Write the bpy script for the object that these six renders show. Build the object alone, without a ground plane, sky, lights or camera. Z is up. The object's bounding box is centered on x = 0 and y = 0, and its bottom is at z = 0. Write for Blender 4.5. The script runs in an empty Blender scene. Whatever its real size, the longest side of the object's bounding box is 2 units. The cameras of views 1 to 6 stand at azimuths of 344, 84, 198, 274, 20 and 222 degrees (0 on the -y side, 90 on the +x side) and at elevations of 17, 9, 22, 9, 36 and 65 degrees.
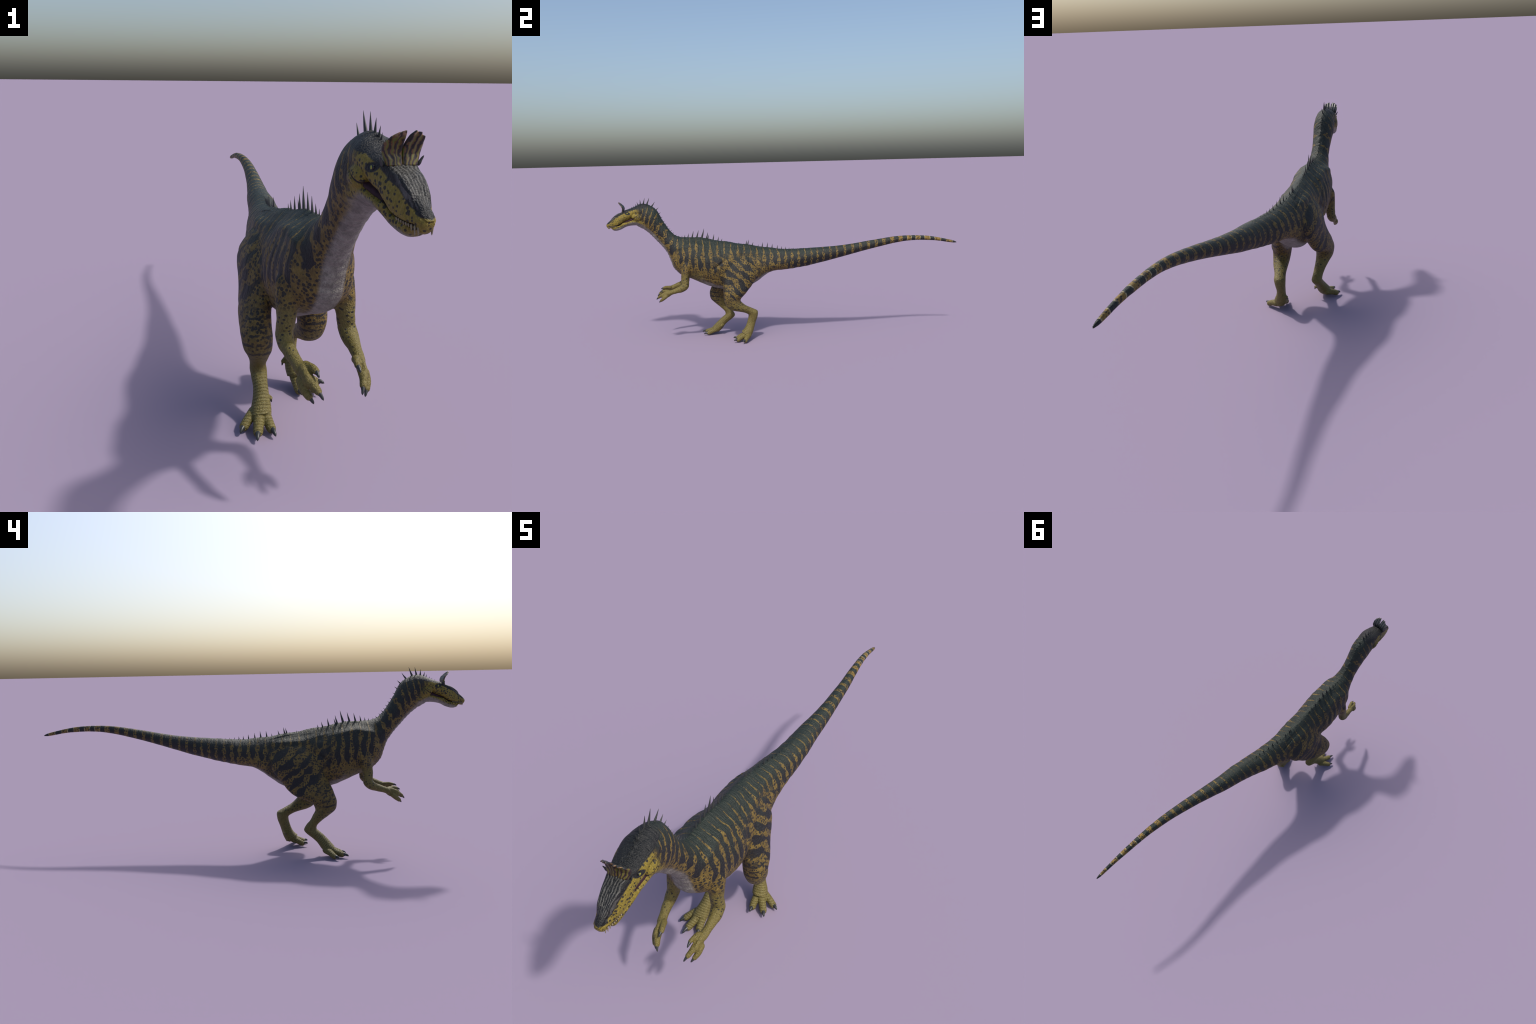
# A striped, crested theropod dinosaur striding with its tail held out behind.
# The animal faces -y; its plane of symmetry (head to hips) is x = MID.
import math
import random
import bpy
import bmesh
import numpy as np
from mathutils import Vector, noise

random.seed(7)
MID = -0.009
VOXEL = 0.0022


# ------------------------------------------------------------------ helpers
def smooth_path(values, samples):
    """Monotone-safe cubic resampling of a list of equally weighted stations."""
    v = np.asarray(values, float)
    n = len(v)
    seg = np.linalg.norm(np.diff(v[:, :3], axis=0), axis=1) + 1e-6
    t = np.concatenate([[0], np.cumsum(seg)])
    m = np.zeros_like(v)
    d = np.diff(v, axis=0) / np.diff(t)[:, None]
    m[0], m[-1] = d[0], d[-1]
    for i in range(1, n - 1):
        w = (t[i + 1] - t[i]) / (t[i + 1] - t[i - 1])
        m[i] = d[i - 1] * w + d[i] * (1 - w)
    ts = np.linspace(0, t[-1], samples)
    k = np.clip(np.searchsorted(t, ts, side="right") - 1, 0, n - 2)
    h = (t[k + 1] - t[k])[:, None]
    u = ((ts - t[k]) / (t[k + 1] - t[k]))[:, None]
    h00, h10 = 2 * u**3 - 3 * u**2 + 1, u**3 - 2 * u**2 + u
    h01, h11 = -2 * u**3 + 3 * u**2, u**3 - u**2
    return h00 * v[k] + h10 * h * m[k] + h01 * v[k + 1] + h11 * h * m[k + 1]


def ring(top, bottom, side, width, belly, round_top, round_low, sides):
    """Cross-section between a top and a bottom point, `width` to each side."""
    top, bottom, side = (np.asarray(p, float) for p in (top, bottom, side))
    mid, half = (top + bottom) / 2, (top - bottom) / 2
    out = []
    for i in range(sides):
        a = 2 * math.pi * i / sides
        c, s = math.cos(a), math.sin(a)
        up = belly + c * ((1 - belly) if c > 0 else (1 + belly))
        e = round_top if c > 0 else round_low
        out.append(mid + half * up + side * width * math.copysign(abs(s) ** e, s))
    return out


def tube_mesh(bm, rings):
    loops = [[bm.verts.new(p) for p in r] for r in rings]
    n = len(loops[0])
    for a, b in zip(loops, loops[1:]):
        for i in range(n):
            bm.faces.new((a[i], a[(i + 1) % n], b[(i + 1) % n], b[i]))
    for loop, flip in ((loops[0], True), (loops[-1], False)):
        centre = bm.verts.new(sum((v.co for v in loop), Vector()) / n)
        for i in range(n):
            tri = (loop[i], loop[(i + 1) % n], centre)
            bm.faces.new(tri[::-1] if flip else tri)


def loft(bm, stations, samples, sides=40):
    """stations: top_y, top_z, bottom_y, bottom_z, x centre, half width,
    height of the widest place (-1..1), roundness of upper and of lower half."""
    s = np.asarray(stations, float)
    # order the columns so that the first three give the path of the centre
    path = np.column_stack([s[:, 4], (s[:, 0] + s[:, 2]) / 2, (s[:, 1] + s[:, 3]) / 2, s])
    r = smooth_path(path, samples)[:, 3:]
    tangents = np.gradient(r[:, 4]), np.gradient((r[:, 0] + r[:, 2]) / 2)
    rings = []
    for k, q in enumerate(r):
        lean = tangents[0][k] / (abs(tangents[1][k]) + 1e-6)
        lean = max(-0.5, min(0.5, lean)) if abs(q[0] - q[2]) < 0.02 else 0.0
        side = np.array([1.0, -lean * np.sign(tangents[1][k]), 0.0])
        side /= np.linalg.norm(side)
        rings.append(ring((q[4], q[0], q[1]), (q[4], q[2], q[3]), side, q[5], q[6], q[7], q[8], sides))
    tube_mesh(bm, rings)


def tube(bm, points, radii, samples=14, sides=18, flat=1.0, across=None):
    """Round (or flattened) tube along 3D points; `across` gets radius * flat."""
    p = smooth_path(np.column_stack([points, radii]), samples)
    tang = np.gradient(p[:, :3], axis=0)
    rings = []
    up = np.array([0.0, 0.0, 1.0])
    for k in range(samples):
        t = tang[k] / (np.linalg.norm(tang[k]) + 1e-9)
        a = np.array(across, float) if across is not None else np.cross(t, up)
        a = a - t * (a @ t)
        a /= np.linalg.norm(a) + 1e-9
        b = np.cross(t, a)
        rings.append([p[k, :3] + p[k, 3] * (math.cos(w) * a * flat + math.sin(w) * b)
                      for w in np.linspace(0, 2 * math.pi, sides, endpoint=False)])
    # rounded ends
    for end, sign in ((0, -1), (-1, 1)):
        c, rad = p[end, :3], p[end, 3]
        t = tang[end] / (np.linalg.norm(tang[end]) + 1e-9)
        base = [np.asarray(v) for v in rings[end]]
        extra = [[c + (v - c) * math.cos(w) + sign * t * rad * math.sin(w) for v in base] for w in (0.5, 0.95, 1.3)]
        if sign < 0:
            rings = extra[::-1] + rings
        else:
            rings = rings + extra
    tube_mesh(bm, rings)


def ball(bm, centre, radii, axis_tilt=0.0):
    ret = bmesh.ops.create_uvsphere(bm, u_segments=24, v_segments=16, radius=1.0)
    c, s = math.cos(axis_tilt), math.sin(axis_tilt)
    for v in ret["verts"]:
        x, y, z = v.co.x * radii[0], v.co.y * radii[1], v.co.z * radii[2]
        v.co = Vector((centre[0] + x, centre[1] + y * c - z * s, centre[2] + y * s + z * c))


# --------------------------------------------------------------- body masses
# top_y, top_z, bottom_y, bottom_z, x, half width, widest, round top, round low
TRUNK = [
    (-0.850, 0.770, -0.850, 0.700, MID, 0.030, 0.0, 1.0, 1.0),
    (-0.822, 0.800, -0.838, 0.690, MID, 0.037, 0.1, 0.95, 1.2),
    (-0.792, 0.807, -0.816, 0.675, MID, 0.0430, 0.05, 0.95, 1.15),
    (-0.750, 0.796, -0.790, 0.661, MID, 0.0480, 0.0, 1.0, 1.0),
    (-0.714, 0.766, -0.763, 0.639, MID, 0.0460, 0.0, 1.05, 1.0),
    (-0.692, 0.722, -0.740, 0.613, MID, 0.0425, 0.0, 1.05, 1.0),
    (-0.671, 0.685, -0.722, 0.592, MID, 0.0410, 0.0, 1.05, 1.0),
    (-0.652, 0.656, -0.703, 0.570, MID, 0.0410, 0.0, 1.05, 1.0),
    (-0.632, 0.633, -0.683, 0.546, MID, 0.0440, 0.0, 1.05, 1.0),
    (-0.606, 0.616, -0.664, 0.517, MID, 0.0500, 0, 1.1, 0.9),
    (-0.576, 0.609, -0.650, 0.478, MID, 0.0590, -0.05, 1.15, 1.0),
    (-0.545, 0.607, -0.640, 0.442, MID, 0.0740, -0.08, 1.25, 1.0),
    (-0.510, 0.606, -0.604, 0.398, MID + 0.002, 0.0850, -0.1, 1.4, 0.98),
    (-0.465, 0.603, -0.530, 0.363, MID + 0.004, 0.0905, -0.1, 1.45, 0.92),
    (-0.420, 0.593, -0.455, 0.327, MID + 0.005, 0.0915, -0.1, 1.45, 0.9),
    (-0.370, 0.581, -0.390, 0.305, MID + 0.007, 0.0855, -0.05, 1.4, 0.9),
    (-0.320, 0.575, -0.325, 0.292, MID + 0.008, 0.0800, 0, 1.3, 0.9),
    (-0.260, 0.561, -0.260, 0.293, MID + 0.008, 0.0790, 0.05, 1.22, 0.88),
    (-0.200, 0.553, -0.200, 0.310, 0.000, 0.0780, -0.1, 1.2, 0.85),
    (-0.150, 0.543, -0.145, 0.342, 0.006, 0.0725, -0.2, 1.2, 0.8),
    (-0.100, 0.536, -0.102, 0.375, 0.013, 0.0670, -0.3, 1.2, 0.75),
    (-0.050, 0.530, -0.060, 0.396, 0.022, 0.0625, -0.3, 1.15, 0.75),
    (0.000, 0.5250, 0.000, 0.4015, 0.034, 0.0575, -0.2, 1.1, 0.85),
    (0.070, 0.5243, 0.070, 0.4133, 0.0507, 0.0510, -0.1, 1.05, 0.9),
    (0.150, 0.5283, 0.150, 0.4283, 0.0647, 0.0460, 0, 1, 1),
    (0.230, 0.5323, 0.230, 0.4463, 0.0757, 0.0405, 0.0, 1.0, 1.0),
    (0.310, 0.5383, 0.310, 0.4673, 0.0907, 0.0345, 0.0, 1.0, 1.0),
    (0.390, 0.5483, 0.390, 0.4893, 0.1037, 0.0290, 0.0, 1.0, 1.0),
    (0.470, 0.5613, 0.470, 0.5103, 0.1147, 0.0250, 0.0, 1.0, 1.0),
    (0.550, 0.5733, 0.550, 0.5293, 0.1247, 0.0215, 0.0, 1.0, 1.0),
    (0.630, 0.5843, 0.630, 0.5468, 0.1307, 0.0185, 0.0, 1.0, 1.0),
    (0.700, 0.5883, 0.700, 0.5568, 0.1347, 0.0160, 0.0, 1.0, 1.0),
    (0.770, 0.5873, 0.770, 0.5598, 0.1377, 0.0140, 0.0, 1.0, 1.0),
    (0.840, 0.5813, 0.840, 0.5573, 0.1417, 0.0120, 0.0, 1.0, 1.0),
    (0.900, 0.5708, 0.900, 0.5508, 0.1457, 0.0100, 0.0, 1.0, 1.0),
    (0.950, 0.5593, 0.950, 0.5423, 0.1487, 0.0080, 0.0, 1.0, 1.0),
    (0.985, 0.5498, 0.985, 0.5378, 0.1507, 0.0055, 0.0, 1.0, 1.0),
    (1.0010, 0.5423, 1.0010, 0.5383, 0.1517, 0.0018, 0.0, 1.0, 1.0),
]
SKULL = [
    (-1.0005, 0.6960, -0.9970, 0.6800, MID, 0.0080, -0.1, 0.9, 0.9),
    (-0.9935, 0.7045, -0.9890, 0.6735, MID, 0.0130, -0.1, 0.85, 0.9),
    (-0.9770, 0.7190, -0.9740, 0.6790, MID, 0.0180, -0.2, 0.85, 0.8),
    (-0.9570, 0.7420, -0.9520, 0.6850, MID, 0.0260, -0.4, 0.9, 0.7),
    (-0.9360, 0.7570, -0.9310, 0.6900, MID, 0.0315, -0.4, 0.9, 0.7),
    (-0.9150, 0.7640, -0.9100, 0.7030, MID, 0.0345, -0.3, 0.85, 0.8),
    (-0.8950, 0.7730, -0.8900, 0.7140, MID, 0.0365, -0.2, 0.8, 0.8),
    (-0.8700, 0.7810, -0.8650, 0.7230, MID, 0.0410, -0.1, 0.8, 0.85),
    (-0.8450, 0.7890, -0.8400, 0.7350, MID, 0.0440, 0.0, 0.85, 0.9),
    (-0.8150, 0.8020, -0.8150, 0.7300, MID, 0.0450, 0.0, 0.9, 1.0),
    (-0.7850, 0.8030, -0.7900, 0.7200, MID, 0.0420, 0.0, 1.0, 1.0),
]
JAW = [
    (-0.9760, 0.6775, -0.9740, 0.6735, MID, 0.0080, 0.2, 0.9, 0.9),
    (-0.9690, 0.6820, -0.9640, 0.6640, MID, 0.0165, 0.2, 0.8, 0.9),
    (-0.9500, 0.6845, -0.9460, 0.6605, MID, 0.0215, 0.3, 0.7, 0.9),
    (-0.9250, 0.6890, -0.9200, 0.6670, MID, 0.0250, 0.3, 0.7, 0.9),
    (-0.9000, 0.7055, -0.8950, 0.6800, MID, 0.0315, 0.3, 0.7, 0.9),
    (-0.8700, 0.7155, -0.8660, 0.6865, MID, 0.0345, 0.3, 0.7, 1.15),
    (-0.8450, 0.7270, -0.8410, 0.6870, MID, 0.0385, 0.25, 0.75, 1.15),
    (-0.8150, 0.7420, -0.8170, 0.6800, MID, 0.0410, 0.15, 0.9, 1.15),
    (-0.7850, 0.7450, -0.7930, 0.6680, MID, 0.0430, 0.0, 1.0, 1.0),
]
# front_y, front_z, back_y, back_z, x, half thickness, ...
HIND_RIGHT = [
    (-0.310, 0.500, -0.190, 0.495, -0.046, 0.032, 0.0, 1.0, 1.0),
    (-0.358, 0.450, -0.138, 0.432, -0.064, 0.042, 0.0, 1.05, 0.95),
    (-0.387, 0.372, -0.190, 0.336, -0.078, 0.039, 0.0, 1.0, 1.05),
    (-0.422, 0.291, -0.252, 0.277, -0.094, 0.0395, 0.2, 0.9, 1.15),
    (-0.433, 0.249, -0.325, 0.246, -0.097, 0.040, 0.1, 0.85, 1.0),
    (-0.428, 0.221, -0.338, 0.218, -0.095, 0.037, 0.0, 0.9, 1.0),
    (-0.400, 0.192, -0.327, 0.188, -0.088, 0.029, 0.0, 1.0, 1.0),
    (-0.369, 0.166, -0.313, 0.160, -0.081, 0.0240, 0.0, 1.0, 1.0),
    (-0.345, 0.138, -0.296, 0.138, -0.0765, 0.0220, 0.0, 1.0, 1.0),
    (-0.344, 0.122, -0.287, 0.116, -0.0735, 0.0230, 0.0, 1.0, 0.9),
    (-0.355, 0.112, -0.301, 0.099, -0.0745, 0.0215, 0.0, 1.0, 1.0),
    (-0.375, 0.095, -0.327, 0.079, -0.077, 0.0195, 0.0, 1.0, 1.0),
    (-0.395, 0.075, -0.349, 0.058, -0.081, 0.0215, 0.0, 0.9, 1.0),
    (-0.413, 0.055, -0.369, 0.031, -0.086, 0.0270, 0.0, 0.85, 1.0),
    (-0.424, 0.044, -0.388, 0.014, -0.090, 0.0280, 0.0, 0.85, 1.0),
]
HIND_LEFT = [
    (-0.305, 0.500, -0.180, 0.495, 0.030, 0.032, 0.0, 1.0, 1.0),
    (-0.345, 0.435, -0.140, 0.412, 0.051, 0.042, 0.1, 1.05, 1.1),
    (-0.356, 0.335, -0.185, 0.332, 0.069, 0.043, 0.1, 1.0, 1.1),
    (-0.355, 0.282, -0.226, 0.284, 0.080, 0.0435, 0.2, 0.85, 1.1),
    (-0.351, 0.236, -0.258, 0.251, 0.083, 0.040, 0.1, 0.85, 1.0),
    (-0.335, 0.201, -0.258, 0.236, 0.083, 0.037, 0.0, 0.9, 1.0),
    (-0.308, 0.184, -0.247, 0.223, 0.081, 0.034, 0.0, 1.0, 1.0),
    (-0.279, 0.176, -0.231, 0.209, 0.077, 0.0310, 0.0, 1.0, 1.0),
    (-0.251, 0.169, -0.209, 0.196, 0.071, 0.0265, 0.0, 1.0, 1.0),
    (-0.229, 0.160, -0.184, 0.183, 0.065, 0.0240, 0.0, 1.0, 1.0),
    (-0.214, 0.149, -0.160, 0.167, 0.061, 0.0245, 0.0, 1.0, 0.9),
    (-0.214, 0.136, -0.161, 0.142, 0.060, 0.0220, 0.0, 1.0, 0.9),
    (-0.222, 0.106, -0.174, 0.102, 0.060, 0.0185, 0.0, 1.0, 1.0),
    (-0.230, 0.085, -0.182, 0.076, 0.063, 0.0205, 0.0, 0.9, 1.0),
    (-0.243, 0.065, -0.191, 0.047, 0.068, 0.0270, 0.0, 0.85, 1.0),
    (-0.257, 0.053, -0.203, 0.022, 0.073, 0.0290, 0.0, 0.85, 1.0),
]
# toes: points of the axis, radii, claw root and claw tip
TOES = {
    "right": [
        ([(-0.091, -0.395, 0.036), (-0.102, -0.426, 0.023), (-0.1120, -0.4560, 0.0130)], (0.0170, 0.0140, 0.0125), (-0.121, -0.484, 0.008)),
        ([(-0.078, -0.395, 0.032), (-0.076, -0.428, 0.021), (-0.0735, -0.4480, 0.0120)], (0.0150, 0.0130, 0.0120), (-0.070, -0.475, 0.007)),
        ([(-0.104, -0.385, 0.030), (-0.127, -0.407, 0.021), (-0.1410, -0.4200, 0.0120)], (0.0150, 0.0130, 0.0120), (-0.1545, -0.439, 0.007)),
    ],
    "left": [
        ([(0.075, -0.228, 0.038), (0.093, -0.258, 0.025), (0.1070, -0.2810, 0.0135)], (0.0170, 0.0140, 0.0125), (0.1185, -0.304, 0.012)),
        ([(0.064, -0.235, 0.034), (0.063, -0.262, 0.023), (0.0630, -0.2790, 0.0130)], (0.0150, 0.0130, 0.0120), (0.0625, -0.304, 0.013)),
        ([(0.087, -0.218, 0.030), (0.114, -0.232, 0.022), (0.1310, -0.2410, 0.0125)], (0.0150, 0.0130, 0.0120), (0.1500, -0.255, 0.012)),
    ],
}
DEW = {
    "right": ([(-0.066, -0.362, 0.062), (-0.054, -0.370, 0.056)], (0.0085, 0.0060), (-0.0500, -0.370, 0.044)),
    "left": ([(0.048, -0.196, 0.078), (0.037, -0.201, 0.073)], (0.0085, 0.0060), (0.0340, -0.202, 0.061)),
}
# fore limb, as offsets from MID to one side: axis, radii
ARM = [(0.066, -0.556, 0.455), (0.070, -0.566, 0.410), (0.073, -0.572, 0.372), (0.077, -0.572, 0.340), (0.078, -0.590, 0.323), (0.076, -0.618, 0.313), (0.072, -0.648, 0.303), (0.069, -0.665, 0.297)]
ARM_RADII = (0.030, 0.026, 0.0230, 0.0220, 0.0205, 0.0165, 0.0135, 0.0130)
PALM = ([(0.069, -0.655, 0.300), (0.068, -0.675, 0.293), (0.066, -0.694, 0.284)], (0.0130, 0.0185, 0.0185))
FINGERS = [
    ([(0.058, -0.668, 0.305), (0.051, -0.688, 0.308), (0.0475, -0.700, 0.3065)], (0.0100, 0.0085, 0.0070), (0.0470, -0.7170, 0.300)),
    ([(0.062, -0.690, 0.292), (0.057, -0.712, 0.282), (0.051, -0.7250, 0.2725)], (0.0105, 0.0090, 0.0075), (0.0440, -0.7380, 0.259)),
    ([(0.074, -0.684, 0.279), (0.071, -0.702, 0.264), (0.066, -0.7120, 0.2555)], (0.0105, 0.0090, 0.0075), (0.0590, -0.7225, 0.244)),
]


def build_body():
    bm = bmesh.new()
    loft(bm, TRUNK, 220, 48)
    loft(bm, SKULL, 60, 40)
    loft(bm, JAW, 50, 32)
    loft(bm, HIND_RIGHT, 90, 32)
    loft(bm, HIND_LEFT, 90, 32)
    for side in ("right", "left"):
        for axis, radii, claw in TOES[side]:
            tube(bm, axis, radii)
        axis, radii, claw = DEW[side]
        tube(bm, axis, radii)
    for sign in (-1, 1):
        place = lambda pts: [(MID + sign * p[0], p[1], p[2]) for p in pts]
        tube(bm, place(ARM), ARM_RADII, 36, 24)
        tube(bm, place(PALM[0]), PALM[1], 16, 20, flat=0.55, across=(1, 0, 0))
        for axis, radii, claw in FINGERS:
            tube(bm, place(axis), radii, 12, 16)
        # shoulder and hip muscle, brow ridge, cheek
        ball(bm, (MID + sign * 0.054, -0.558, 0.465), (0.026, 0.055, 0.075), 0.25)
        ball(bm, (MID + sign * 0.036, -0.824, 0.736), (0.0165, 0.030, 0.021), -0.3)
    mesh = bpy.data.meshes.new("body")
    bm.normal_update()
    bm.to_mesh(mesh)
    bm.free()
    obj = bpy.data.objects.new("body", mesh)
    bpy.context.scene.collection.objects.link(obj)
    mod = obj.modifiers.new("union", "REMESH")
    mod.mode, mod.voxel_size = "VOXEL", VOXEL
    graph = bpy.context.evaluated_depsgraph_get()
    done = bpy.data.meshes.new_from_object(obj.evaluated_get(graph))
    bpy.data.objects.remove(obj)
    return done


# ------------------------------------------------------------------ materials
class Field:
    """A value in a node tree that can be combined with + - * / and helpers."""

    def __init__(self, tree, socket):
        self.tree, self.socket = tree, socket

    def _math(self, op, other=None, third=None, clamp=False):
        n = self.tree.nodes.new("ShaderNodeMath")
        n.operation, n.use_clamp = op, clamp
        for i, v in enumerate((self, other, third)):
            if isinstance(v, Field):
                self.tree.links.new(v.socket, n.inputs[i])
            elif v is not None:
                n.inputs[i].default_value = v
        return Field(self.tree, n.outputs[0])

    def __add__(self, o): return self._math("ADD", o)
    def __sub__(self, o): return self._math("SUBTRACT", o)
    def __mul__(self, o): return self._math("MULTIPLY", o)
    def __truediv__(self, o): return self._math("DIVIDE", o)
    def __rsub__(self, o): return (self * -1.0) + o
    __radd__, __rmul__ = __add__, __mul__
    def abs(self): return self._math("ABSOLUTE")
    def sin(self): return self._math("SINE")
    def fract(self): return self._math("FRACT")
    def floor(self): return self._math("FLOOR")
    def sqrt(self): return self._math("SQRT")
    def min(self, o): return self._math("MINIMUM", o)
    def max(self, o): return self._math("MAXIMUM", o)
    def clamp(self): return self._math("ADD", 0.0, clamp=True)

    def step(self, low, high):
        """0 below low, 1 above high, smooth between (high may be < low)."""
        n = self.tree.nodes.new("ShaderNodeMapRange")
        n.interpolation_type = "SMOOTHSTEP"
        self.tree.links.new(self.socket, n.inputs["Value"])
        a, b = (0.0, 1.0) if low <= high else (1.0, 0.0)
        n.inputs["From Min"].default_value, n.inputs["From Max"].default_value = min(low, high), max(low, high)
        n.inputs["To Min"].default_value, n.inputs["To Max"].default_value = a, b
        return Field(self.tree, n.outputs["Result"])

    def curve(self, points, smooth=False):
        """Piecewise curve through (input, output) points."""
        xs, ys = [p[0] for p in points], [p[1] for p in points]
        x0, x1, y0, y1 = min(xs), max(xs), min(ys), max(ys)
        y1 = y1 if y1 > y0 else y0 + 1.0
        n = self.tree.nodes.new("ShaderNodeFloatCurve")
        c = n.mapping.curves[0]
        pts = sorted(((x - x0) / (x1 - x0), (y - y0) / (y1 - y0)) for x, y in points)
        c.points[0].location, c.points[1].location = pts[0], pts[-1]
        for p in pts[1:-1]:
            c.points.new(*p)
        for p in c.points:
            p.handle_type = "AUTO" if smooth else "VECTOR"
        n.mapping.update()
        t = ((self - x0) / (x1 - x0)).clamp()
        self.tree.links.new(t.socket, n.inputs["Value"])
        return Field(self.tree, n.outputs[0]) * (y1 - y0) + y0


class Builder:
    def __init__(self, name):
        self.mat = bpy.data.materials.new(name)
        self.mat.use_nodes = True
        self.tree = self.mat.node_tree
        self.bsdf = self.tree.nodes["Principled BSDF"]
        tc = self.tree.nodes.new("ShaderNodeTexCoord")
        self.P = tc.outputs["Object"]
        self.x, self.y, self.z = self.split(self.P)

    def link(self, a, b): self.tree.links.new(a, b)

    def split(self, vec):
        n = self.tree.nodes.new("ShaderNodeSeparateXYZ")
        self.link(vec, n.inputs[0])
        return [Field(self.tree, o) for o in n.outputs]

    def combine(self, x, y, z):
        n = self.tree.nodes.new("ShaderNodeCombineXYZ")
        for i, v in enumerate((x, y, z)):
            if isinstance(v, Field):
                self.link(v.socket, n.inputs[i])
            else:
                n.inputs[i].default_value = v
        return n.outputs[0]

    def noise(self, scale, detail=2.0, vec=None, rough=0.5):
        n = self.tree.nodes.new("ShaderNodeTexNoise")
        n.inputs["Scale"].default_value, n.inputs["Detail"].default_value = scale, detail
        n.inputs["Roughness"].default_value = rough
        self.link(vec if vec is not None else self.P, n.inputs["Vector"])
        return Field(self.tree, n.outputs[0])

    def cells(self, scale, vec=None, feature="F1", randomness=1.0):
        n = self.tree.nodes.new("ShaderNodeTexVoronoi")
        n.feature = feature
        n.inputs["Scale"].default_value = scale
        n.inputs["Randomness"].default_value = randomness
        self.link(vec if vec is not None else self.P, n.inputs["Vector"])
        return Field(self.tree, n.outputs["Distance"])

    def mix(self, fac, a, b):
        n = self.tree.nodes.new("ShaderNodeMix")
        n.data_type = "RGBA"
        if isinstance(fac, Field):
            self.link(fac.socket, n.inputs[0])
        else:
            n.inputs[0].default_value = fac
        for sock, v in ((n.inputs[6], a), (n.inputs[7], b)):
            if isinstance(v, tuple):
                sock.default_value = (*v, 1.0)
            else:
                self.link(v, sock)
        return n.outputs[2]

    def finish(self, colour, rough=0.5, bump=None, strength=0.3, distance=0.001, specular=0.5):
        if isinstance(colour, tuple):
            self.bsdf.inputs["Base Color"].default_value = (*colour, 1.0)
        else:
            self.link(colour, self.bsdf.inputs["Base Color"])
        if isinstance(rough, Field):
            self.link(rough.socket, self.bsdf.inputs["Roughness"])
        else:
            self.bsdf.inputs["Roughness"].default_value = rough
        self.bsdf.inputs["Specular IOR Level"].default_value = specular
        if bump is not None:
            n = self.tree.nodes.new("ShaderNodeBump")
            n.inputs["Strength"].default_value, n.inputs["Distance"].default_value = strength, distance
            self.link(bump.socket, n.inputs["Height"])
            self.link(n.outputs[0], self.bsdf.inputs["Normal"])
        return self.mat


OCHRE = (0.178, 0.120, 0.022)
OCHRE_DEEP = (0.112, 0.075, 0.016)
OLIVE = (0.140, 0.112, 0.026)
LEMON = (0.205, 0.155, 0.018)
DARK = (0.0085, 0.0095, 0.0098)
GREEN_BLACK = (0.013, 0.021, 0.015)
PALE = (0.240, 0.226, 0.190)
CREAM = (0.340, 0.290, 0.160)
PURPLE = (0.016, 0.008, 0.010)
HORN = (0.018, 0.019, 0.019)

# places (y) of the ochre bands from the tail tip to the nape
BANDS = (1.020, 0.955, 0.886, 0.824, 0.769, 0.717, 0.667, 0.618, 0.570, 0.525, 0.481, 0.437, 0.391, 0.345, 0.301, 0.264, 0.224,
         0.190, 0.155, 0.120, 0.082, 0.043, 0.004, -0.036, -0.075, -0.114, -0.152, -0.190, -0.230, -0.268, -0.305, -0.343, -0.380,
         -0.419, -0.459, -0.500, -0.538, -0.575, -0.604, -0.630, -0.656, -0.682, -0.708, -0.734, -0.760, -0.786, -0.812)


def outline(first, second):
    """(y, z) of one edge of the trunk seen from the side."""
    pts = [(s[first], s[second]) for s in TRUNK]
    keep = [pts[0]]
    for p in pts[1:]:
        if p[0] > keep[-1][0] + 0.002:
            keep.append(p)
    return keep


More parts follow.
